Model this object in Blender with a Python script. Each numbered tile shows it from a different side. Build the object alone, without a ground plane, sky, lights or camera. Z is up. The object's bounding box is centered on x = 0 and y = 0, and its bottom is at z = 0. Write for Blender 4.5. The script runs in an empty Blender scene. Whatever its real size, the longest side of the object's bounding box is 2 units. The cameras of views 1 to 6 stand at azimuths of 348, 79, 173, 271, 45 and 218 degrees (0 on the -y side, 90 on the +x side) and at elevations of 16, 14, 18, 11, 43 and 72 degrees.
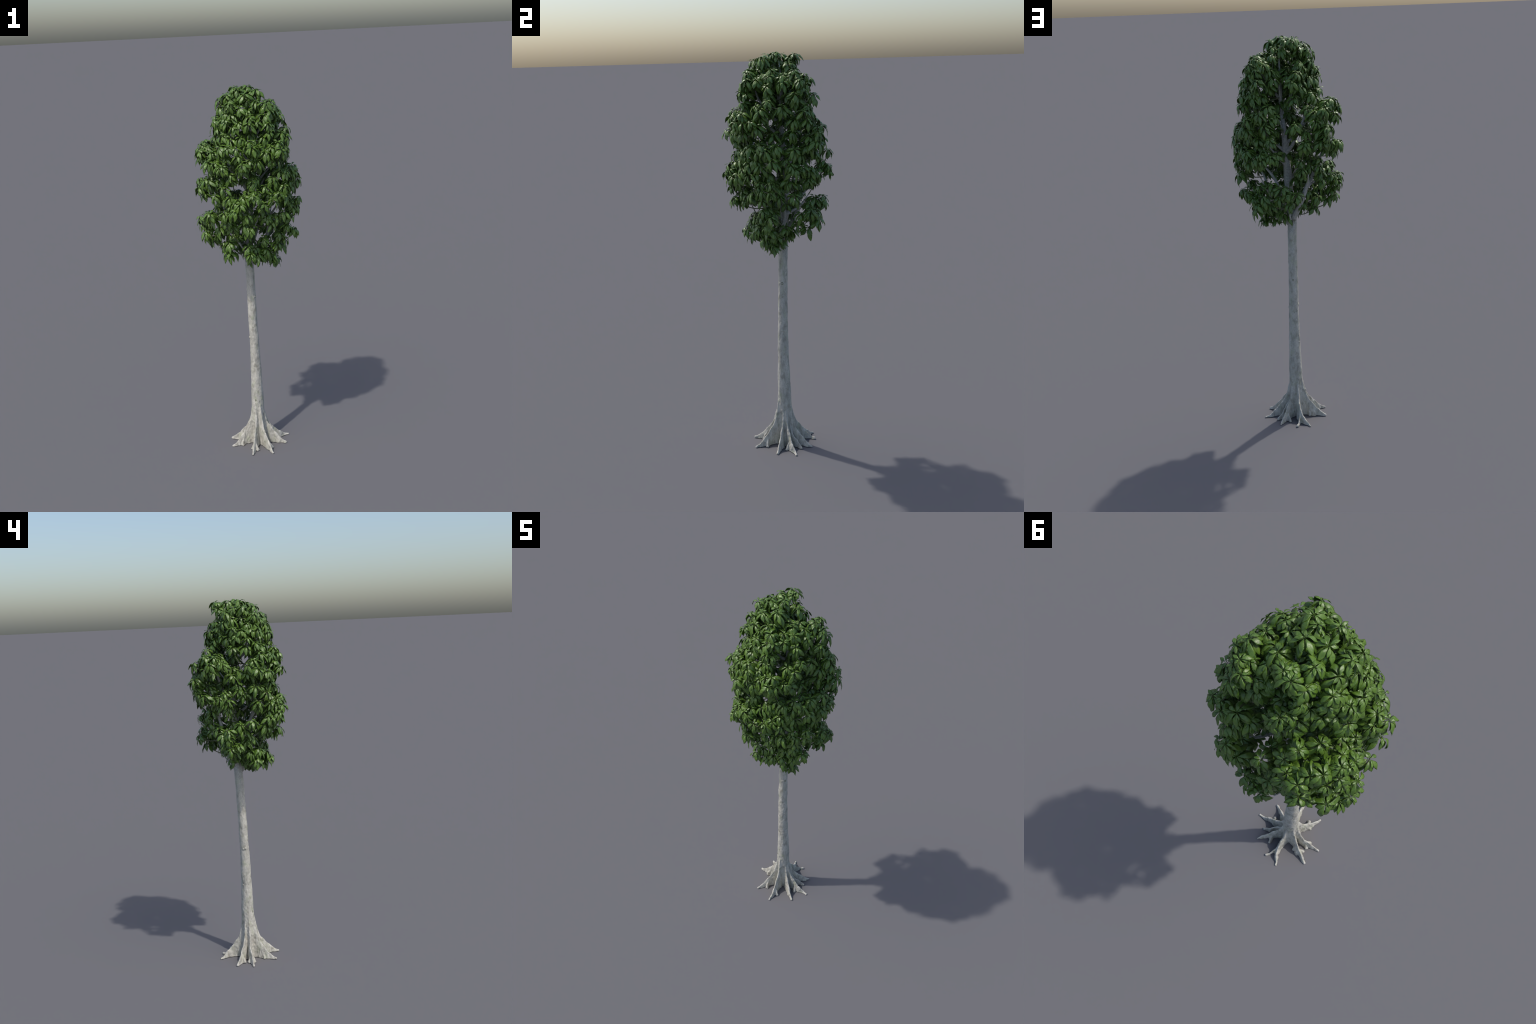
"""A tall rainforest tree: pale buttressed trunk, few steep limbs, and a narrow
crown made of whorls of drooping glossy leaves.  Lengths in metres."""
import bpy, bmesh, math, random
import numpy as np
from mathutils import Vector, Matrix, noise

rng = random.Random(7)
SC = bpy.context.scene.collection


# ------------------------------------------------------------------ helpers
def new_object(name, mesh, parent=None, mat=None):
    ob = bpy.data.objects.new(name, mesh)
    SC.objects.link(ob)
    ob.parent = parent
    if mat and not mesh.materials:
        mesh.materials.append(mat)
    return ob


def smooth(mesh):
    mesh.polygons.foreach_set("use_smooth", [True] * len(mesh.polygons))


def mesh_from(name, verts, faces):
    me = bpy.data.meshes.new(name)
    me.from_pydata([tuple(v) for v in verts], [], faces)
    me.update()
    smooth(me)
    return me


def catmull(points, per=6):
    """Smooth curve through control points."""
    P = [Vector(p) for p in points]
    P = [P[0] * 2 - P[1]] + P + [P[-1] * 2 - P[-2]]
    out = []
    for i in range(1, len(P) - 2):
        a, b, c, d = P[i - 1], P[i], P[i + 1], P[i + 2]
        for k in range(per):
            t = k / per
            out.append(0.5 * ((2 * b) + (c - a) * t + (2 * a - 5 * b + 4 * c - d) * t * t
                              + (3 * b - a - 3 * c + d) * t ** 3))
    out.append(P[-2].copy())
    return out


class Builder:
    """Collects tubes (and other pieces) into one mesh."""

    def __init__(self):
        self.v, self.f = [], []

    def tube(self, path, radii, sides=8, wobble=0.0, close=True):
        base = len(self.v)
        up = Vector((0.31, 0.17, 1)).normalized()
        n = len(path)
        side = None
        for i, p in enumerate(path):
            t = (path[min(i + 1, n - 1)] - path[max(i - 1, 0)]).normalized()
            if side is None:
                side = t.cross(up if abs(t.dot(up)) < 0.95 else Vector((1, 0, 0))).normalized()
            side = (side - t * side.dot(t)).normalized()
            other = t.cross(side)
            r = radii[i]
            for k in range(sides):
                a = 2 * math.pi * k / sides
                w = 1 + wobble * noise.noise(Vector((p.x * 60 + math.cos(a), p.y * 60 + math.sin(a), p.z * 45)))
                self.v.append(p + (side * math.cos(a) + other * math.sin(a)) * r * w)
        for i in range(n - 1):
            for k in range(sides):
                a, b = base + i * sides + k, base + i * sides + (k + 1) % sides
                self.f.append((a, b, b + sides, a + sides))
        if close:
            self.f.append(tuple(base + k for k in reversed(range(sides))))
            self.f.append(tuple(base + (n - 1) * sides + k for k in range(sides)))

    def mesh(self, name):
        return mesh_from(name, self.v, self.f)


# ---------------------------------------------------------------- materials
def node_material(name):
    m = bpy.data.materials.new(name)
    m.use_nodes = True
    nt = m.node_tree
    return m, nt, nt.nodes["Principled BSDF"]


def add(nt, kind, **props):
    nd = nt.nodes.new(kind)
    for k, v in props.items():
        setattr(nd, k, v)
    return nd


def noise_fac(nt, vec, scale, detail=3, rough=0.55, stretch=None):
    if stretch:
        mp = add(nt, "ShaderNodeMapping")
        mp.inputs["Scale"].default_value = stretch
        nt.links.new(vec, mp.inputs["Vector"])
        vec = mp.outputs["Vector"]
    nz = add(nt, "ShaderNodeTexNoise")
    nz.inputs["Scale"].default_value = scale
    nz.inputs["Detail"].default_value = detail
    nz.inputs["Roughness"].default_value = rough
    nt.links.new(vec, nz.inputs["Vector"])
    return nz.outputs["Fac"]


def ramp(nt, fac, stops):
    r = add(nt, "ShaderNodeValToRGB")
    e = r.color_ramp.elements
    while len(e) < len(stops):
        e.new(0.5)
    for el, (p, c) in zip(e, stops):
        el.position = p
        el.color = (*c, 1) if len(c) == 3 else c
    nt.links.new(fac, r.inputs["Fac"])
    return r.outputs["Color"]


def mix(nt, fac, a, b, mode="MIX"):
    m = add(nt, "ShaderNodeMix", data_type="RGBA", blend_type=mode)
    for sock, val in ((m.inputs[0], fac), (m.inputs[6], a), (m.inputs[7], b)):
        if isinstance(val, (int, float)):
            sock.default_value = val
        elif isinstance(val, tuple):
            sock.default_value = (*val, 1)
        else:
            nt.links.new(val, sock)
    return m.outputs[2]


def maths(nt, op, a, b):
    m = add(nt, "ShaderNodeMath", operation=op)
    for s, val in zip(m.inputs, (a, b)):
        if isinstance(val, (int, float)):
            s.default_value = val
        else:
            nt.links.new(val, s)
    return m.outputs[0]


PALE = (0.535, 0.515, 0.455)
def bark_material(name, rough_bark=0.0):
    """Pale smooth bark with green-grey patches below; from about a metre up
    it is a finely pebbled grey, somewhat darker in tone."""
    m, nt, b = node_material(name)
    pos = add(nt, "ShaderNodeNewGeometry").outputs["Position"]
    streak = noise_fac(nt, pos, 55, 5, 0.6, (1, 1, 0.3))
    blotch = noise_fac(nt, pos, 38, 4, 0.6, (1, 1, 0.55))
    fine = noise_fac(nt, pos, 170, 4, 0.65)
    smooth_col = ramp(nt, streak, [(0.30, tuple(c * 0.56 for c in PALE)), (0.46, tuple(c * 0.86 for c in PALE)),
                                   (0.60, PALE), (0.78, tuple(min(1, c * 1.12) for c in PALE))])
    algae = ramp(nt, blotch, [(0.52, (0, 0, 0)), (0.68, (0.55, 0.55, 0.55))])
    smooth_col = mix(nt, algae, smooth_col, (0.37, 0.40, 0.27))
    smooth_col = mix(nt, ramp(nt, fine, [(0.34, (0.55, 0.55, 0.55)), (0.50, (0, 0, 0))]), smooth_col, (0.33, 0.33, 0.285))
    patch = noise_fac(nt, pos, 48, 5, 0.62, (1, 1, 0.7))
    smooth_col = mix(nt, ramp(nt, patch, [(0.53, (0, 0, 0)), (0.64, (0.6, 0.6, 0.6))]), smooth_col, (0.265, 0.25, 0.205))
    pebble = noise_fac(nt, pos, 150, 4, 0.7)
    broad = noise_fac(nt, pos, 30, 3, 0.5, (1, 1, 0.4))
    rough_col = ramp(nt, pebble, [(0.33, (0.27, 0.27, 0.255)), (0.5, (0.43, 0.43, 0.40)), (0.68, (0.56, 0.555, 0.515))])
    rough_col = mix(nt, ramp(nt, broad, [(0.5, (0, 0, 0)), (0.7, (0.4, 0.4, 0.4))]), rough_col, (0.21, 0.235, 0.17))
    if rough_bark:
        col = rough_col
    else:
        z = add(nt, "ShaderNodeSeparateXYZ")
        nt.links.new(pos, z.inputs[0])
        edge = maths(nt, "ADD", z.outputs["Z"], maths(nt, "MULTIPLY", maths(nt, "SUBTRACT", broad, 0.5), 0.35))
        up = ramp(nt, maths(nt, "SUBTRACT", edge, 0.5), [(0.50, (0, 0, 0)), (0.56, (1, 1, 1))])
        col = mix(nt, up, smooth_col, rough_col)
    nt.links.new(col, b.inputs["Base Color"])
    b.inputs["Roughness"].default_value = 0.75
    b.inputs["Specular IOR Level"].default_value = 0.25
    bp = add(nt, "ShaderNodeBump")
    bp.inputs["Strength"].default_value = 0.6
    bp.inputs["Distance"].default_value = 0.003
    nt.links.new(mix(nt, 0.5, streak, pebble), bp.inputs["Height"])
    nt.links.new(bp.outputs["Normal"], b.inputs["Normal"])
    return m


def leaf_material():
    m, nt, b = node_material("glossy_leaf")
    pos = add(nt, "ShaderNodeNewGeometry").outputs["Position"]
    tone = noise_fac(nt, pos, 28, 3, 0.6)
    mottle = noise_fac(nt, pos, 150, 4, 0.65)
    col = ramp(nt, tone, [(0.28, (0.046, 0.092, 0.012)), (0.5, (0.074, 0.148, 0.016)), (0.72, (0.110, 0.195, 0.022))])
    col = mix(nt, ramp(nt, mottle, [(0.48, (0, 0, 0)), (0.68, (0.42, 0.42, 0.42))]), col, (0.145, 0.235, 0.040))
    col = mix(nt, ramp(nt, mottle, [(0.32, (0.55, 0.55, 0.55)), (0.46, (0, 0, 0))]), col, (0.046, 0.092, 0.012))
    nt.links.new(col, b.inputs["Base Color"])
    b.inputs["Roughness"].default_value = 0.40
    b.inputs["Specular IOR Level"].default_value = 0.6
    bp = add(nt, "ShaderNodeBump")
    bp.inputs["Strength"].default_value = 0.8
    bp.inputs["Distance"].default_value = 0.001
    nt.links.new(mottle, bp.inputs["Height"])
    nt.links.new(bp.outputs["Normal"], b.inputs["Normal"])
    return m


def knot_material():
    m, nt, b = node_material("knot_bark")
    pos = add(nt, "ShaderNodeNewGeometry").outputs["Position"]
    n = noise_fac(nt, pos, 220, 3)
    nt.links.new(ramp(nt, n, [(0.35, (0.16, 0.16, 0.12)), (0.65, (0.34, 0.35, 0.27))]), b.inputs["Base Color"])
    b.inputs["Roughness"].default_value = 0.85
    return m


def twig_material():
    m, nt, b = node_material("green_twig")
    pos = add(nt, "ShaderNodeNewGeometry").outputs["Position"]
    n = noise_fac(nt, pos, 90, 3)
    nt.links.new(ramp(nt, n, [(0.35, (0.075, 0.085, 0.040)), (0.65, (0.16, 0.165, 0.095))]), b.inputs["Base Color"])
    b.inputs["Roughness"].default_value = 0.7
    return m


TWIG = twig_material()
BARK, LIMB_BARK = bark_material("smooth_bark"), bark_material("pebbled_bark", 1.0)
LEAF, KNOT = leaf_material(), knot_material()

# --------------------------------------------------------------- the object
tree = bpy.data.objects.new("rainforest_tree", None)
SC.objects.link(tree)
tree["label"] = "tall slender tree with pale buttressed trunk and drooping glossy leaves"
tree["category"] = "tree"

# trunk axis and radius from the ground up
AXIS = [(-0.002, 0.012, 0.0), (-0.0024, 0.0136, 0.2), (-0.0010, 0.0132, 0.35), (-0.0020, 0.0130, 0.55),
        (-0.0046, 0.0167, 0.75), (-0.0053, 0.0204, 0.9), (-0.005, 0.0235, 1.0), (-0.006, 0.029, 1.115),
        (0.008, 0.036, 1.295), (0.010, 0.039, 1.383), (0.018, 0.037, 1.47), (0.020, 0.030, 1.554),
        (0.025, 0.0215, 1.641), (0.029, 0.018, 1.689), (0.029, 0.024, 1.757), (0.031, 0.0255, 1.82),
        (0.029, 0.022, 1.90), (0.022, 0.018, 1.955)]
GIRTH = [(0, .039), (.03, .0385), (.06, .038), (.1, .037), (.15, .0358), (.2, .0346), (.3, .0325), (.45, .028),
         (.6, .0247), (.75, .0235), (.9, .0226), (1.0, .0222), (1.1, .0220), (1.16, .0215), (1.25, .020), (1.35, .0185),
         (1.45, .0155), (1.55, .0125), (1.64, .0105), (1.72, .0085), (1.8, .0065), (1.9, .004), (1.96, .0025)]


def girth(z):
    return float(np.interp(z, [g[0] for g in GIRTH], [g[1] for g in GIRTH]))


def axis_at(z):
    return Vector([float(np.interp(z, [a[2] for a in AXIS], [a[i] for a in AXIS])) for i in (0, 1)] + [z])


# each buttress root: plan-view path of its crest out to the tip, how high it
# climbs the trunk, and little toes (bearing, reach) that leave its flanks
ROOTS = [
    dict(path=[(-.034, .009), (-.085, .004), (-.125, -.006), (-.166, -.011)], climb=1.05, toes=[(172, .115), (-168, .112)]),
    dict(path=[(-.020, -.018), (-.045, -.068), (-.060, -.105), (-.073, -.139)], climb=1.05, toes=[(-131, .100), (-107, .106)]),
    dict(path=[(.006, -.022), (.020, -.070), (.030, -.110), (.040, -.154)], climb=1.1, toes=[(-61, .110)]),
    dict(path=[(.030, .000), (.072, -.022), (.105, -.044), (.141, -.062)], climb=1.0, toes=[]),
    dict(path=[(.034, .012), (.080, .016), (.120, .024), (.175, .033)], climb=0.9, toes=[(-4, .112)]),
    dict(path=[(.028, .026), (.060, .040), (.088, .060), (.115, .076)], climb=0.75, toes=[]),
    dict(path=[(.022, .036), (.052, .066), (.080, .100), (.106, .134)], climb=0.95, toes=[(68, .122)]),
    dict(path=[(-.004, .044), (-.006, .088), (-.014, .125), (-.038, .160), (-.047, .179)], climb=1.0, toes=[(98, .130)],
         fork=[(-.008, .105), (.006, .135), (.023, .168)]),
    dict(path=[(-.026, .028), (-.066, .046), (-.105, .060), (-.151, .078)], climb=1.05, toes=[(134, .093), (143, .122), (162, .117)]),
]
CREST = [(.030, .265), (.036, .215), (.042, .168), (.050, .134), (.064, .105), (.080, .082), (.098, .062), (.121, .037), (.145, .016), (.165, .007), (.19, .005)]


def crest_height(r, climb):
    h = float(np.interp(r, [c[0] for c in CREST], [c[1] for c in CREST]))
    return h * (1 + (climb - 1) * 0.9)


def fin(B, plan, climb, wide=1.0, low=None):
    """A buttress: upright sections along the plan path, rounded on the crest
    and spreading towards the ground."""
    path = catmull([(x, y, 0) for x, y in plan], 9)
    base = len(B.v)
    n, m = len(path), 11
    tip_r = (path[-1] - Vector((-.002, .013, 0))).length
    for i, p in enumerate(path):
        t = (path[min(i + 1, n - 1)] - path[max(i - 1, 0)]).normalized()
        s = Vector((-t.y, t.x, 0))
        r = (p - Vector((-.002, .013, 0))).length
        f = r / tip_r
        h = crest_height(r + (0.165 - tip_r) * 0.6 * f, climb)
        if low is not None:                       # a toe: low all along
            h = low * (1 - i / (n - 1)) + 0.006
        h = max(h, 0.005) * (1 + 0.09 * noise.noise(p * 40))
        top = (0.0115 - 0.0065 * f) * wide
        foot = (0.0135 * (1 - f) ** 0.8 + 0.0055) * wide * (1 + 0.25 * noise.noise(p * 55 + Vector((9, 2, 4))))
        s_off = s * 0.004 * noise.noise(p * 30 + Vector((3, 1, 7)))
        for k in range(m):
            a = math.pi * k / (m - 1)                       # from one foot over the crest to the other
            c, sn = math.cos(a), math.sin(a)
            up = sn ** 0.75
            half = foot + (top - foot) * up ** 0.5
            z = -0.006 + (h + 0.006) * up
            B.v.append(p + s_off + s * (half * c * (1.0 if up < 0.6 else 1.0)) + Vector((0, 0, z)))
    for i in range(n - 1):
        for k in range(m):
            a, b = base + i * m + k, base + i * m + (k + 1) % m
            B.f.append((a, b, b + m, a + m))
    B.f.append(tuple(base + k for k in reversed(range(m))))
    B.f.append(tuple(base + (n - 1) * m + k for k in range(m)))


def build_trunk():
    B = Builder()
    path = catmull(AXIS, 8)
    path[0].z = -0.006
    B.tube(path, [girth(p.z) * 1.035 for p in path], sides=28)
    for r in ROOTS:
        fin(B, r["path"], r["climb"])
        if "fork" in r:
            fin(B, r["fork"], 0.9, 0.8)
        for bearing, reach in r["toes"]:
            a = math.radians(bearing)
            d = Vector((math.cos(a), math.sin(a), 0))
            # the toe leaves the flank of its root
            line = catmull([(x, y, 0) for x, y in r["path"]], 9)
            start = min(line, key=lambda q: (q - d * reach * 0.80).length)
            end = d * reach
            fin(B, [start[:2], start.lerp(end, 0.6)[:2], end[:2]], 1, 1.35, 0.042)
    # short stubs and swellings of shed branches
    for z, bearing, size in STUBS:
        a = math.radians(bearing)
        d = Vector((math.cos(a), math.sin(a), 0.35)).normalized()
        c = axis_at(z)
        p2 = [c + d * girth(z) * 0.6, c + d * (girth(z) * 1.0 + size * 0.3), c + d * (girth(z) + size)]
        B.tube(p2, [size * 1.5, size * 1.1, size * 0.6], sides=10)
    me = B.mesh("trunk_raw")
    ob = new_object("trunk_raw", me)
    rm = ob.modifiers.new("union", "REMESH")
    rm.mode, rm.voxel_size = "VOXEL", 0.0021
    sm = ob.modifiers.new("relax", "SMOOTH")
    sm.factor, sm.iterations = 0.5, 5
    dg = bpy.context.evaluated_depsgraph_get()
    out = bpy.data.meshes.new_from_object(ob.evaluated_get(dg))
    bpy.data.objects.remove(ob)
    bpy.data.meshes.remove(me)
    # relief: vertical flutes, lumps and knot hollows, pushed along the normals
    nv = len(out.vertices)
    co, no = np.empty(nv * 3), np.empty(nv * 3)
    out.vertices.foreach_get("co", co)
    out.vertices.foreach_get("normal", no)
    co, no = co.reshape(-1, 3), no.reshape(-1, 3)
    push = np.zeros(nv)
    for i in range(nv):
        x, y, z = co[i]
        low = max(0.0, min(1.0, (0.24 - z) / 0.1))
        push[i] = ((0.0022 + 0.0016 * low) * noise.noise(Vector((x * 45, y * 45, z * 16)))
                   + (0.0011 + 0.0008 * low) * noise.noise(Vector((x * 105, y * 105, z * 62))))
    push *= np.interp(co[:, 2], [1.2, 1.8], [1, 0.3])
    co += no * push[:, None]
    co[:, 2] = np.maximum(co[:, 2], 0.0)
    out.vertices.foreach_set("co", co.ravel())
    out.update()
    smooth(out)
    return out


STUBS = [(0.628, 170, .006), (0.865, -44, .005), (0.631, -167, .007), (0.417, 142, .005), (0.613, -1, .006),
         (0.616, -25, .005), (0.614, -8, .006), (0.60, 60, .004), (0.48, 40, .004)]
HOLLOWS = [(0.258, -95, .0055), (0.479, 162, .005), (0.871, -23, .006), (0.376, -51, .006), (0.915, 41, .005),
           (0.365, -66, .004), (0.265, -120, .005), (0.606, 119, .005), (0.782, 77, .0035), (0.264, -178, .005),
           (0.472, -95, .004), (0.70, -108, .0035), (0.33, 20, .005), (0.52, -30, .004)]


def split_trunk(whole):
    """Cut the one smooth surface into trunk and roots by region; borders and
    normals stay those of the whole."""
    normals = [v.normal.copy() for v in whole.vertices]
    paths = [[Vector((x, y)) for x, y in r["path"] + r.get("fork", [])] for r in ROOTS]
    owner = []
    for p in whole.polygons:
        c = p.center
        ax = axis_at(max(c.z, 0))
        d = math.hypot(c.x - ax.x, c.y - ax.y)
        if c.z < 0.15 and d > girth(c.z) * 1.0 + 0.002 + 0.02 * max(0, c.z - 0.06):
            q = Vector((c.x, c.y))
            owner.append(1 + min(range(len(paths)), key=lambda k: min((q - s).length for s in paths[k])))
        else:
            owner.append(0)
    obs = []
    for k in range(len(ROOTS) + 1):
        polys = [p for p, o in zip(whole.polygons, owner) if o == k]
        index, verts, faces, nrm = {}, [], [], []
        for p in polys:
            f = []
            for v in p.vertices:
                if v not in index:
                    index[v] = len(verts)
                    verts.append(whole.vertices[v].co)
                    nrm.append(normals[v])
                f.append(index[v])
            faces.append(f)
        name = "root" if k else "trunk"
        me = mesh_from(name, verts, faces)
        me.normals_split_custom_set_from_vertices(nrm)
        obs.append(new_object(name, me, tree if k == 0 else obs[0], BARK))
    return obs[0]


whole = build_trunk()
trunk = split_trunk(whole)
bpy.data.meshes.remove(whole)


def knot_mesh():
    """A flat round scar: raised lip, sunken eye."""
    prof = [(1.0, -0.10), (0.9, 0.10), (0.68, 0.20), (0.45, 0.10), (0.2, 0.0)]
    v, f, s = [], [], 14
    for r, z in prof:
        for k in range(s):
            a = 2 * math.pi * k / s
            v.append((r * math.cos(a), 1.25 * r * math.sin(a), z))
    for i in range(len(prof) - 1):
        for k in range(s):
            f.append((i * s + k, i * s + (k + 1) % s, (i + 1) * s + (k + 1) % s, (i + 1) * s + k))
    f.append(tuple((len(prof) - 1) * s + k for k in range(s)))
    return mesh_from("knot", v, f)


KM = knot_mesh()
for z, bearing, size in HOLLOWS:
    a = math.radians(bearing)
    d = Vector((math.cos(a), math.sin(a), 0))
    ob = new_object("knot", KM, trunk, KNOT)
    rot = Matrix((Vector((0, 0, 1)).cross(d), Vector((0, 0, 1)), d)).transposed().to_4x4()
    ob.matrix_local = Matrix.Translation(axis_at(z) + d * (girth(z) * 0.99)) @ rot @ Matrix.Diagonal((size * 1.25, size * 1.25, size * 1.1, 1))

# -------------------------------------------------------------------- limbs
LIMBS = []


def limb(name, girth, spine, shoots):
    LIMBS.append((name, girth, spine, shoots))


# Limbs in centimetres: thickness at the base, the line of the bough, and the
# places where its shoots end in a whorl of leaves.
limb("leader", girth=1.5,
     spine=[(2.5, 2.2, 163), (2.9, 1.8, 168.9), (2.9, 2.2, 175.7), (3.0, 2.6, 180), (3.2, 2.5, 185), (2.5, 2.0, 190), (1.5, 1.5, 195)],
     shoots=[(5.8, 2.9, 186.2), (3.7, -0.2, 186.8), (0.7, -0.8, 192.8), (0.8, 4.2, 193.6), (6.3, 5.4, 194.7),
             (2.6, 8.0, 194.8), (-3.3, 2.3, 196.9), (2.7, -5.6, 197.6), (-0.1, 7.8, 197.8), (1.0, 9.7, 198.3),
             (-2.1, 10.7, 198.4), (-3.4, -2.6, 198.5), (-4.2, 4.3, 198.8), (2.4, -0.2, 199.4)])
limb("low_right", girth=0.85,
     spine=[(0.6, 1.0, 108), (4.6, -1.6, 111.4), (7.8, 0.2, 116.5), (9.5, 1.5, 120.7), (10.5, 1.5, 125), (11.1, 0.4, 129), (12.2, 0, 132.5), (14, -1.7, 136), (17, -2.5, 140)],
     shoots=[(7.6, -0.8, 111.1), (3.5, -5.0, 111.5), (5.5, -1.5, 116.0), (18.2, 10.6, 118.7),
             (16.3, 0.0, 119.4), (15.5, 6.5, 121.5), (18.0, 15.8, 122.5), (22.2, -7.5, 125.6),
             (16.7, -5.6, 127.5), (17.9, -10.4, 128.7), (17.8, -8.9, 129.3), (12.5, 1.5, 130.5),
             (19.9, -11.3, 134.0), (24.7, 2.8, 135.7), (22.2, -3.9, 135.8), (15.3, -14.1, 136.8),
             (24.0, -8.0, 138.0), (20.8, -11.9, 138.2), (19.4, -13.3, 139.7), (17.5, -2.0, 140.0),
             (24.7, -6.9, 140.2), (19.6, -12.1, 141.4), (21.8, -5.7, 142.0), (24.3, -7.7, 142.1),
             (20.9, 1.0, 142.6), (14.6, -9.5, 144.0), (18.0, -8.0, 146.0), (17.3, -12.0, 146.2)])
limb("low_front", girth=0.5,
     spine=[(4.6, -1.6, 111.4), (6.5, -5, 113), (8, -9, 116)],
     shoots=[(12.3, -5.0, 108.8), (11.2, -5.7, 109.7), (13.2, -5.7, 110.3), (9.0, -8.0, 113.5),
             (1.8, -12.3, 114.9), (11.0, -4.0, 115.5), (6.1, -11.8, 117.0), (14.8, -6.9, 118.3),
             (12.2, -11.3, 120.0), (7.5, -10.5, 120.5), (16.7, -8.5, 121.6), (4.3, -11.8, 123.0),
             (7.5, -9.9, 123.2), (13.8, -10.9, 125.2)])
limb("low_left_front", girth=0.6,
     spine=[(-0.5, 1.0, 110), (-3, -3, 113), (-5.5, -6.5, 117), (-8, -9, 121)],
     shoots=[(-2.4, -12.2, 113.6), (-2.5, 0.0, 114.5), (-2.8, -15.2, 116.0), (-13.5, -8.2, 116.1),
             (-10.6, -5.7, 116.6), (-5.0, 1.0, 117.0), (-0.3, -12.5, 118.5), (-3.9, -13.2, 119.6),
             (-14.6, -5.0, 120.9), (-13.0, -9.1, 121.6), (-8.2, -4.1, 123.4), (-10.5, -2.4, 124.6),
             (-17.4, -0.1, 125.3), (-23.4, 1.1, 125.8), (-16.6, -3.0, 127.1), (-16.8, -4.9, 129.4),
             (-11.5, -13.0, 131.5)])
limb("back_left", girth=1.05,
     spine=[(-1, 4, 111), (-3.8, 8.3, 118), (-5.5, 11.3, 124), (-7.6, 12.2, 130), (-10.4, 10.2, 134), (-12, 11, 139), (-14.4, 10.5, 143), (-16.5, 10, 147)],
     shoots=[(-12.0, 4.7, 117.0), (-5.5, 8.0, 121.0), (-19.3, 3.4, 121.7), (-22.6, 4.8, 123.4),
             (-13.0, 9.0, 123.5), (-7.5, 10.5, 127.0), (-14.4, 4.4, 127.2), (-2.5, 10.5, 133.5),
             (-10.5, 4.5, 136.5), (-14.2, 14.9, 136.7), (-5.0, 11.5, 138.0), (-12.5, 16.5, 140.0),
             (-13.7, 5.2, 141.4), (-13.2, 14.4, 143.3), (-8.9, 8.8, 144.1), (-22.2, 5.2, 145.5),
             (-21.7, 9.1, 146.2), (-17.1, 11.4, 148.2), (-24.8, 4.9, 148.8), (-22.7, 7.7, 149.2),
             (-20.5, 16.0, 150.0), (-8.0, 16.7, 150.0), (-22.6, 9.5, 150.0), (-22.4, 12.4, 150.2),
             (-22.6, 17.2, 151.4), (-20.0, 7.5, 152.2), (-17.3, 20.1, 152.3), (-13.2, 20.8, 152.4),
             (-17.4, 5.1, 153.1), (-19.1, -0.8, 153.7), (-15.5, 22.5, 155.1), (-15.5, 15.1, 155.3)])
limb("back_fork", girth=0.6,
     spine=[(-5.9, 11.6, 126), (-7, 15, 131), (-6.6, 20, 135), (-6, 24.5, 139.5)],
     shoots=[(-0.5, 22.5, 128.0), (4.4, 22.7, 128.2), (3.2, 20.6, 129.2), (-5.5, 19.0, 136.5),
             (-3.9, 19.7, 138.5), (-3.6, 21.5, 139.5), (-8.1, 17.9, 140.6), (-3.5, 18.7, 142.9),
             (-5.0, 22.7, 152.1)])
limb("left_fork", girth=0.5,
     spine=[(-7.6, 12.2, 129), (-12, 9, 131), (-17, 6, 133)],
     shoots=[(-20.5, 6.0, 127.0), (-23.8, 6.0, 129.0), (-21.3, 5.4, 129.4), (-8.7, 6.4, 131.3),
             (-22.7, 9.0, 131.5), (-19.2, -2.2, 132.5), (-14.8, 14.6, 132.9), (-24.6, 5.8, 133.5),
             (-19.8, 11.2, 134.4), (-17.4, -0.6, 135.3), (-20.9, -0.8, 136.1), (-22.0, -7.0, 137.5)])
limb("low_back", girth=0.5,
     spine=[(0, 4, 109), (1, 8, 113), (2, 11, 117)],
     shoots=[(2.0, 4.5, 113.5), (5.0, 5.0, 116.0), (12.0, 15.0, 122.5), (2.5, 19.2, 123.4), (6.5, 17.5, 126.5)])
limb("middle_right", girth=0.8,
     spine=[(1.5, 3, 117), (5, 3.5, 125), (6.6, 4, 130), (9, 2.2, 134.2), (12.5, 1, 138.5), (17, 0.5, 144)],
     shoots=[(1.0, 2.0, 119.5), (6.5, 5.0, 128.0), (8.0, -0.5, 135.0), (11.0, 1.0, 143.0), (24.7, 3.1, 147.5),
             (21.6, 10.7, 147.8), (23.1, 7.0, 148.6), (24.7, 1.4, 150.2), (22.6, -0.2, 152.1)])
limb("right_back", girth=0.55,
     spine=[(10.3, 1.6, 124), (12.5, 8, 128), (15, 12, 134)],
     shoots=[(19.8, 14.5, 125.5), (19.5, 11.7, 125.6), (15.1, 15.7, 126.2), (20.5, 7.0, 126.5),
             (22.2, 11.2, 127.5), (16.9, 12.7, 128.0), (15.5, 12.0, 130.5), (6.3, 21.5, 131.6),
             (10.7, 16.1, 132.3), (20.5, 11.2, 142.6), (17.0, 15.1, 143.2), (15.5, 22.0, 145.0),
             (18.2, 15.5, 145.4)])
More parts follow.
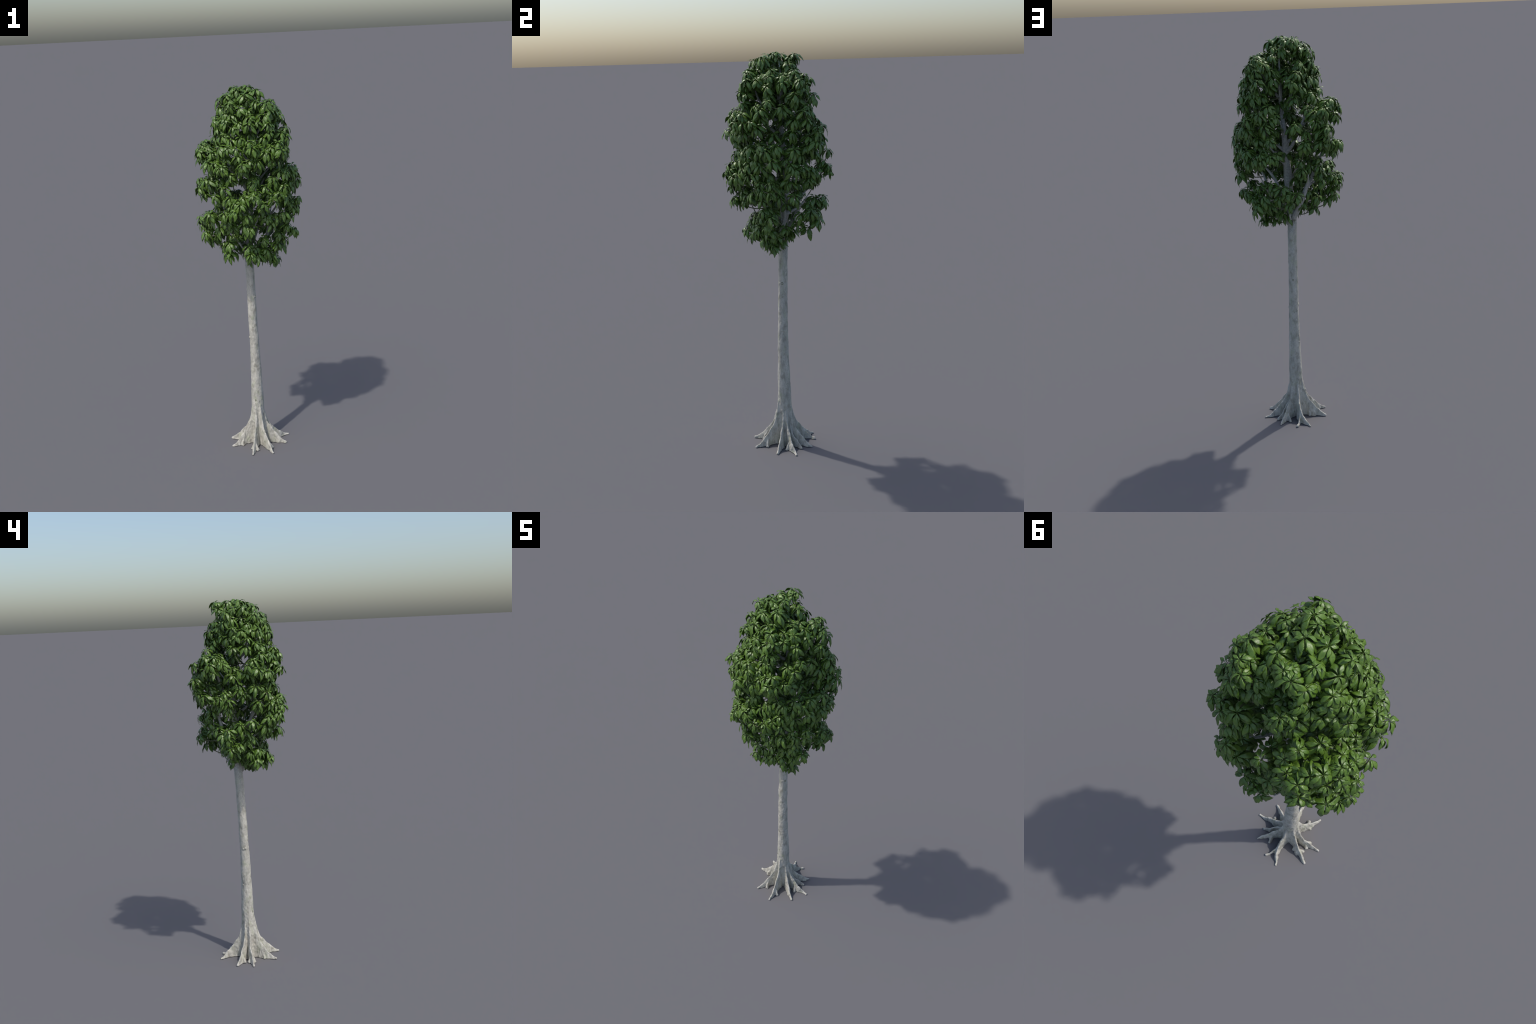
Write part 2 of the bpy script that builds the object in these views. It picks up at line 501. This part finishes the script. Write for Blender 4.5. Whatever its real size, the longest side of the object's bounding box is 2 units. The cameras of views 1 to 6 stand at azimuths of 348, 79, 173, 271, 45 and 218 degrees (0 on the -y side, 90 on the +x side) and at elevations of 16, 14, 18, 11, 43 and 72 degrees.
limb("front", girth=0.8,
     spine=[(1.2, 1.5, 126), (0, -3, 132), (-0.5, -6, 138), (-1, -7.5, 146), (-1, -10, 154)],
     shoots=[(-4.5, 0.0, 128.5), (2.0, -2.5, 130.0), (0.5, -3.0, 147.5), (-3.4, -16.7, 149.0),
             (-0.0, -20.6, 149.5), (3.0, -7.0, 151.0), (-1.0, -19.5, 154.0), (-3.0, -6.5, 154.0),
             (0.6, -17.7, 155.8), (2.5, -5.0, 156.0), (-1.5, -14.5, 159.5), (-5.0, -7.5, 159.5),
             (-6.4, -18.5, 160.6), (2.0, -14.0, 161.5), (-6.9, -22.8, 164.0), (1.5, -20.4, 164.4),
             (-2.4, -20.0, 164.6)])
limb("front_low", girth=0.55,
     spine=[(0, 1, 120), (0, -5, 125), (1, -11, 130), (2, -17, 136)],
     shoots=[(-1.5, 3.5, 122.5), (-1.5, -5.5, 126.0), (-4.5, -17.0, 129.0), (-3.9, -20.3, 131.8),
             (8.5, -16.5, 132.5), (2.0, -8.0, 133.0), (-5.5, -18.0, 133.5), (11.3, -15.8, 135.2),
             (5.6, -17.8, 135.9), (2.5, -10.0, 136.0), (2.5, -15.5, 137.5), (-5.1, -20.6, 137.9),
             (3.3, -18.3, 142.0), (3.4, -22.3, 143.1), (8.7, -20.8, 144.9), (-0.3, -22.9, 146.5),
             (-2.2, -22.9, 147.9)])
limb("front_left", girth=0.6,
     spine=[(0.5, 2, 128), (-5, -4, 135), (-10, -9, 142), (-14, -11, 147)],
     shoots=[(-14.5, -14.0, 135.0), (-12.4, -17.5, 138.7), (-15.9, -15.6, 138.9), (-10.6, -21.4, 140.9),
             (-4.0, -13.5, 142.0), (-12.4, -15.6, 143.3), (-8.6, -22.9, 144.2), (-10.2, -19.7, 144.4),
             (-7.1, -17.3, 145.6), (-15.0, -9.5, 146.0), (-12.7, -17.4, 146.7), (-19.1, -10.3, 147.0),
             (-6.6, -20.5, 147.2), (-19.6, -3.1, 151.7), (-15.5, -14.8, 151.7), (-13.0, -2.5, 152.0),
             (-17.5, -11.3, 154.9), (-22.7, -8.6, 155.3), (-10.5, -14.5, 155.8), (-11.9, -16.4, 157.9),
             (-15.8, -17.0, 162.2)])
limb("front_right", girth=0.6,
     spine=[(1.5, 2, 138), (6, -4, 143), (10, -8, 149), (13, -11, 154)],
     shoots=[(0.5, 0.5, 141.0), (15.9, -16.3, 145.6), (10.7, -14.9, 146.8), (12.7, -19.0, 147.4),
             (7.5, -17.1, 147.8), (20.1, -11.8, 149.8), (15.5, -17.0, 150.6), (5.0, -18.5, 151.5),
             (18.8, -13.9, 152.4), (24.7, -7.6, 152.5), (10.4, -17.3, 153.1), (9.2, -18.4, 155.3),
             (20.1, -12.9, 155.8), (22.6, -10.1, 157.2), (16.7, -16.1, 157.6), (13.7, -15.6, 158.4),
             (18.5, -5.5, 158.5), (23.3, -5.1, 158.6), (19.8, -12.0, 159.3), (11.7, -17.6, 164.5),
             (8.2, -18.8, 165.0), (17.1, -12.7, 167.1), (14.5, -18.5, 168.8), (13.5, -21.9, 169.2),
             (14.0, -13.3, 169.4), (17.1, -15.6, 169.4)])
limb("right_high", girth=0.6,
     spine=[(1.2, 3.5, 138), (4, 4.5, 141), (7.5, 6, 145), (12, 9, 152)],
     shoots=[(11.9, 22.7, 146.9), (8.5, 22.0, 147.0), (13.5, 19.0, 147.5), (15.8, 21.7, 147.9),
             (13.4, 19.8, 149.8), (15.5, 8.5, 151.0), (12.0, 10.0, 154.0), (11.5, 22.7, 154.4),
             (16.4, 14.5, 154.5), (19.2, 6.7, 154.7), (11.0, 15.7, 155.6), (13.5, 19.3, 160.3)])
limb("right_upper", girth=0.6,
     spine=[(1.8, 3.5, 145), (5, 4, 148), (10, 5, 153), (15, 5, 158)],
     shoots=[(1.5, 3.0, 146.0), (19.8, -2.5, 156.6), (24.0, 3.2, 156.7), (16.5, 2.5, 157.0),
             (19.3, 11.5, 157.8), (22.1, 14.7, 159.9), (11.7, 1.3, 162.1), (19.3, 11.5, 162.3),
             (17.5, 15.4, 163.2), (17.2, 3.3, 163.2), (16.7, -4.7, 163.5), (21.7, 16.1, 163.6),
             (20.6, 3.4, 165.0), (22.6, 10.1, 170.1), (20.2, 4.7, 170.2), (16.8, 6.6, 170.3),
             (22.4, 8.9, 173.5)])
limb("back_high", girth=0.8,
     spine=[(1.8, 3.7, 144), (-1, 7, 148), (-3, 9, 153), (-6, 11, 160), (-8, 12, 166)],
     shoots=[(-5.0, 6.4, 144.5), (-9.0, 13.0, 152.5), (-6.0, 9.0, 156.5), (-5.9, 19.7, 157.2),
             (-12.8, 20.4, 158.4), (-0.5, 16.0, 158.5), (-16.2, 22.7, 159.5), (-1.0, 21.1, 160.8),
             (-10.6, 22.1, 162.3), (-13.6, 19.7, 163.1), (-21.0, 12.4, 164.1), (-20.8, 16.5, 164.8),
             (-10.3, 21.0, 165.8), (-16.2, 11.5, 166.3), (-7.4, 18.8, 167.2), (-13.0, 17.9, 167.3),
             (-22.8, 13.5, 167.7), (-15.0, 22.3, 167.7), (-9.5, 14.7, 167.9), (-18.1, 13.5, 169.1),
             (-16.5, 18.6, 169.8), (-21.5, 11.3, 170.7), (-19.0, 16.4, 171.2), (-13.0, 10.0, 171.7),
             (-1.9, 14.0, 172.6), (-10.1, 16.3, 174.4)])
limb("back_right", girth=0.55,
     spine=[(2, 3.3, 152), (4, 8, 158), (6, 13, 165)],
     shoots=[(8.0, 10.0, 158.5), (8.5, 9.5, 162.5), (11.3, 17.8, 163.6), (8.5, 15.5, 165.0),
             (18.0, 16.0, 165.8), (15.8, 19.0, 166.4), (11.3, 17.1, 169.0), (18.2, 12.7, 173.0)])
limb("left_high", girth=0.6,
     spine=[(1.8, 3, 148), (-5, 1, 154), (-11, -1, 160), (-14, -2, 166)],
     shoots=[(-8.0, 3.5, 156.5), (-18.9, -0.2, 156.8), (-6.5, -3.0, 161.0), (-19.1, 2.7, 161.2),
             (-16.0, 5.0, 161.8), (-18.8, -5.4, 162.1), (-16.5, -14.7, 162.2), (-18.1, -0.5, 163.1),
             (-18.7, -11.0, 164.3), (-22.1, -10.6, 164.4), (-11.7, 0.5, 164.5), (-15.0, 2.2, 164.7),
             (-20.2, -5.7, 166.0), (-12.7, -12.7, 166.1), (-22.9, 6.7, 167.5), (-17.1, -10.0, 168.0),
             (-22.7, 9.0, 168.2), (-19.1, -8.1, 168.7), (-19.3, 8.1, 169.4), (-15.8, 1.9, 175.3)])
limb("left_upper", girth=0.75,
     spine=[(2.5, 2.2, 163), (-0.5, 3, 168), (-2.5, 3, 174), (-5, 2, 182), (-6, 1, 188)],
     shoots=[(0.0, 2.5, 164.5), (0.0, 5.0, 170.0), (-8.0, 1.0, 171.0), (-1.5, 3.5, 176.5), (-5.0, 12.9, 177.3),
             (0.0, -1.0, 177.5), (-5.6, 11.3, 179.7), (-13.0, 4.0, 180.5), (-10.2, 6.9, 180.8),
             (-15.4, -0.1, 181.0), (-12.2, -4.7, 182.2), (-5.3, 4.2, 182.8), (-7.5, 7.8, 183.0),
             (-7.0, 8.8, 183.6), (-15.8, -3.3, 183.7), (-8.5, -0.7, 184.0), (-12.7, -8.6, 184.1),
             (-0.2, 4.5, 184.7), (-1.4, 1.2, 184.9), (-15.0, 1.3, 185.0), (-13.3, 2.3, 185.1),
             (-7.6, 9.0, 185.8), (-3.6, -5.1, 187.0), (-11.0, -6.7, 187.1), (-5.3, 10.4, 187.1),
             (-5.6, 10.3, 187.8), (-5.0, 9.6, 188.6), (-11.2, 6.1, 188.6), (-10.1, -3.0, 189.7),
             (-11.8, 2.5, 190.0), (-8.3, -8.2, 191.1), (-9.5, -9.7, 192.1), (-4.5, 5.6, 192.9),
             (-11.4, 5.4, 193.5), (-7.4, -5.0, 194.4), (-9.6, 0.8, 195.1), (-5.4, 9.1, 195.5),
             (-9.5, -4.4, 195.9)])
limb("right_crown", girth=0.55,
     spine=[(2.9, 2, 170), (8, 1, 177), (12, 0, 184)],
     shoots=[(10.5, -4.0, 174.0), (16.7, 0.9, 174.9), (20.3, -1.1, 175.9), (8.5, 4.5, 177.0),
             (19.8, -7.9, 178.4), (16.6, 6.4, 178.9), (15.8, 2.6, 181.2), (20.3, 4.9, 181.4),
             (13.6, -5.9, 181.9), (18.5, 8.6, 183.7), (16.8, -7.5, 184.8), (13.8, 8.6, 186.4),
             (17.1, 0.2, 186.6), (15.8, 4.1, 187.2), (18.2, 8.1, 187.4), (14.2, -6.3, 189.2),
             (14.3, 0.6, 189.3), (9.6, 2.5, 190.0), (15.8, 5.9, 191.2), (9.0, -2.4, 191.4), (11.7, -4.1, 191.8)])
limb("front_crown", girth=0.55,
     spine=[(2.8, 1.8, 166), (2, -4, 172), (2, -9, 180), (2, -10, 187)],
     shoots=[(11.0, -9.5, 169.0), (9.2, -19.2, 171.1), (15.7, -10.6, 172.3), (12.5, -19.0, 173.0),
             (2.8, -14.0, 173.8), (18.9, -11.0, 174.9), (6.4, -15.0, 176.0), (15.9, -12.1, 176.3),
             (1.0, -11.5, 177.5), (8.5, -17.6, 178.1), (9.4, -15.8, 181.7), (8.2, -17.8, 182.4),
             (-1.2, -16.3, 182.5), (-5.1, -11.8, 182.9), (2.8, -15.4, 183.5), (-0.4, -15.4, 186.0),
             (6.9, -16.0, 186.3), (6.3, -11.5, 186.3), (-8.6, -9.4, 186.7), (12.7, -11.3, 187.8),
             (10.3, -15.1, 187.9), (-0.2, -12.5, 188.3), (1.3, -6.6, 188.9), (10.5, -8.7, 189.6),
             (2.8, -10.4, 189.6), (-4.4, -12.0, 189.9), (8.3, -14.7, 191.4), (4.2, -9.0, 192.1),
             (4.1, -12.1, 192.5), (1.1, -6.8, 193.9), (-1.5, -9.7, 196.2), (5.3, -7.3, 197.5)])
limb("front_left_crown", girth=0.5,
     spine=[(2.3, 2.2, 160), (-3, -4, 166), (-7, -9, 172)],
     shoots=[(0.2, -17.9, 167.1), (-7.9, -19.0, 167.5), (5.8, -19.8, 168.6), (-8.5, -18.0, 170.9),
             (2.9, -17.9, 171.0), (-12.8, -14.7, 171.1), (-1.0, -21.2, 171.3), (-12.3, -16.9, 171.4),
             (-4.3, -16.0, 171.5), (-15.2, -11.8, 171.7), (-6.5, -8.0, 173.0), (-2.2, -19.6, 174.1),
             (-9.8, -11.6, 175.3), (-13.4, -5.2, 175.6), (-5.2, -13.6, 175.6), (-13.0, -9.7, 177.1),
             (-14.8, -5.6, 179.8), (-8.2, -11.9, 180.9), (-7.3, -8.3, 181.2), (-11.7, -11.4, 184.4)])
limb("back_crown", girth=0.5,
     spine=[(2.9, 2.2, 168), (4, 7, 175), (4, 9, 183)],
     shoots=[(3.5, 3.0, 169.0), (13.5, 12.2, 174.3), (19.0, 11.1, 175.4), (16.6, 12.7, 175.9),
             (9.7, 10.3, 178.5), (-0.7, 15.6, 180.1), (15.5, 14.5, 180.9), (-1.5, 11.6, 181.2),
             (7.8, 12.6, 181.7), (0.7, 10.5, 182.5), (-4.1, 13.1, 183.8), (-2.8, 15.2, 183.9),
             (7.4, 9.4, 184.6), (15.9, 12.1, 185.5), (9.6, 11.7, 185.5), (11.8, 13.8, 187.8),
             (12.4, 9.8, 188.9), (14.2, 11.3, 189.6), (7.4, 8.3, 191.8)])


# --------------------------------------------------------------- leaf shapes
def leaf_mesh(length, width, lift, bend, seed):
    """One leaf, stalk at the origin, growing along +x and arching down;
    closed, a little domed across, grooved along the midrib."""
    r = random.Random(seed)
    nt_, us = 9, (-1, -0.55, 0, 0.55, 1)
    x = z = 0.0
    ang = math.radians(lift)
    top, mids = [], []
    sway = r.uniform(-0.12, 0.12)
    for i in range(nt_):
        t = i / (nt_ - 1)
        if i:
            step = length / (nt_ - 1)
            ang -= math.radians(bend) / (nt_ - 1) * (1.42 if 0.12 < t < 0.6 else 0.66)
            x += math.cos(ang) * step
            z += math.sin(ang) * step
        tt = max(0.0, (t - 0.08) / 0.92)
        w = width * 0.5 * max(0.06, math.sin(math.pi * tt ** 1.06) ** 1.12)
        n = Vector((-math.sin(ang), 0, math.cos(ang)))
        c = Vector((x, sway * length * t * t, z))
        row = []
        for u in us:
            dome = -0.24 * w * u * u - (0.14 * w if u == 0 else 0)
            wave = 0.16 * w * math.sin(9 * t + 2.2 * u + seed)
            row.append(c + Vector((0, w * u, 0)) + n * (dome + wave))
        top.append(row)
        mids.append(n)
    v, f, idx = [], [], {}
    for i, row in enumerate(top):
        for k, p in enumerate(row):
            idx[i, k, 0] = idx[i, k, 1] = len(v)
            v.append(p)
            if 0 < k < 4 and 0 < i < nt_ - 1:
                idx[i, k, 1] = len(v)
                v.append(p - mids[i] * 0.0009)
    for i in range(nt_ - 1):
        for k in range(4):
            q = [(i, k), (i + 1, k), (i + 1, k + 1), (i, k + 1)]
            f.append(tuple(idx[a, b, 0] for a, b in reversed(q)))
            lower = tuple(idx[a, b, 1] for a, b in q)
            if set(lower) != set(f[-1]):
                f.append(lower)
    return mesh_from("leaf", v, f)


# kinds of leaf from the drooping outer ring (0) to the young upright ones (2)
L = 0.054
LEAVES = {0: [leaf_mesh(L * s, L * w, lift, bend, 10 + k) for k, (s, w, lift, bend) in enumerate(
              [(1.0, .34, 18, 102), (1.10, .31, 30, 112), (.94, .37, 6, 88), (1.08, .29, 22, 96), (.86, .34, 0, 74), (1.0, .32, 36, 124)])],
          1: [leaf_mesh(L * s, L * w, lift, bend, 20 + k) for k, (s, w, lift, bend) in enumerate(
              [(.94, .34, 38, 108), (.84, .34, 28, 88), (1.0, .32, 46, 116), (.70, .30, 32, 94)])],
          2: [leaf_mesh(L * s, L * w, lift, bend, 30 + k) for k, (s, w, lift, bend) in enumerate(
              [(.60, .23, 56, 110), (.48, .20, 66, 90), (.66, .26, 48, 112), (.40, .18, 60, 80)])]}
for group in LEAVES.values():
    for me in group:
        me.materials.append(LEAF)

tips = np.array([p for _, _, _, S in LIMBS for p in S]) / 100


def whorl(center, crowd):
    """Placements (mesh, matrix) of the leaves of one whorl."""
    ax = axis_at(min(center.z - 0.02, 1.9))
    out = Vector((center.x - ax.x, center.y - ax.y, 0))
    reach = out.length
    out = out.normalized() if reach > 1e-4 else Vector((1, 0, 0))
    tilt = 0.40 * min(1, reach / 0.15) + rng.uniform(-0.08, 0.08)
    axis = (Vector((0, 0, 1)) + out * tilt + Vector((rng.uniform(-.14, .14), rng.uniform(-.14, .14), 0))).normalized()
    size = min(1.12, max(0.84, crowd / 0.040)) * rng.uniform(0.92, 1.08)
    xa = axis.orthogonal().normalized()
    ya = axis.cross(xa)
    n = rng.choice((15, 16, 17, 17))
    a0 = rng.uniform(0, 2 * math.pi)
    placed = []
    for i in range(n):
        f = i / (n - 1)
        ring = 0 if f < 0.50 else (1 if f < 0.76 else 2)
        me = rng.choice(LEAVES[ring])
        a = a0 + 2.39996 * i + rng.uniform(-.38, .38)
        d = xa * math.cos(a) + ya * math.sin(a)
        s = size * rng.uniform(0.80, 1.14)
        base = center - axis * (0.012 * (1 - f)) * size + d * 0.0012
        side = axis.cross(d)
        rot = Matrix((d, side, axis)).transposed()
        rot = rot @ Matrix.Rotation(rng.uniform(-.42, .42), 3, "X") @ Matrix.Rotation(rng.uniform(-.16, .24), 3, "Y")
        # leaves hang: turn uphill leaves down a little
        placed.append((me, Matrix.Translation(base) @ (rot * s).to_4x4(), ring, d.dot(out) + 0.2 * d.z))
    return placed


def grow_limb(name, thick, spine, shoots):
    """The bough and the twigs which carry its whorls: every shoot joins the
    nearest older wood that lies below it."""
    B = Builder()
    path = catmull([Vector(p) / 100 for p in spine], 6)
    n = len(path)
    r0 = thick / 100
    wood = []
    wood = [p.copy() for p in path]
    reach = int(n * 0.45)
    todo = [Vector(p) / 100 for p in shoots]
    todo.sort(key=lambda p: min((p - w).length for w in wood))
    leaves = []
    for tip in todo:
        neck = tip - Vector((0, 0, 0.016))
        j = min(range(len(wood)), key=lambda k: (neck - wood[k]).length + 1.6 * max(0, wood[k].z + 0.015 - neck.z))
        a = wood[j]
        d = neck - a
        mid = a + d * 0.55 + Vector((rng.uniform(-.1, .1), rng.uniform(-.1, .1), -0.10)) * d.length
        if j < n:
            reach = max(reach, j)
        tw = catmull([a, mid, neck, tip - Vector((0, 0, 0.008))], 4)
        m = len(tw)
        r = 0.0016 + 0.012 * min(d.length, 0.16)
        B.tube(tw, [r + (0.0013 - r) * i / (m - 1) for i in range(m)], 6)
        wood += tw[2:-3]
        crowd = np.sort(np.linalg.norm(tips - np.array(tip), axis=1))[1:4].mean()
        leaves.append(whorl(tip, crowd))
    twig_faces = len(B.f)
    if name != "leader":                      # the bough ends where its last twig leaves
        path = path[:reach + 1]
        n = len(path)
        B.tube(path, [1.32 * r0 * (1.25 - 0.25 * min(1, i / 5)) * (1 - 0.66 * i / (n - 1)) for i in range(n)], 10, 0.18)
    ob = new_object("branch", B.mesh("branch"), tree, LIMB_BARK)
    ob.data.materials.append(TWIG)
    for p in ob.data.polygons[:twig_faces]:
        p.material_index = 1
    return ob, leaves


everything = []
for args in LIMBS:
    ob, leaves = grow_limb(*args)
    for w in leaves:
        everything.append((ob, w))

# The leaf that faces most outward in each whorl is an object of its own (up
# to 300, the outermost whorls first); the others are joined as foliage.
def outward(item):
    t = item[1][0][1].translation
    ax = axis_at(min(t.z, 1.9))
    return math.hypot(t.x - ax.x, t.y - ax.y) + 0.6 * max(0, t.z - 1.75)


everything.sort(key=outward, reverse=True)
V, F, base = [], [], 0
cache = {}
for k, (ob, placed) in enumerate(everything):
    best = max((p for p in placed if p[2] == 0), key=lambda p: p[3])
    for p in placed:
        me, M = p[0], p[1]
        if p is best and k < 300:
            lo = new_object("leaf", me, ob)
            lo.matrix_local = M
            continue
        if me not in cache:
            c = np.empty(len(me.vertices) * 3)
            me.vertices.foreach_get("co", c)
            cache[me] = (c.reshape(-1, 3), [tuple(q.vertices) for q in me.polygons])
        c, polys = cache[me]
        A = np.array(M)
        V.append(c @ A[:3, :3].T + A[:3, 3])
        F += [tuple(i + base for i in q) for q in polys]
        base += len(c)
fm = mesh_from("foliage", np.vstack(V), F)
foliage = new_object("foliage", fm, tree, LEAF)
foliage["kind"] = "stuff"
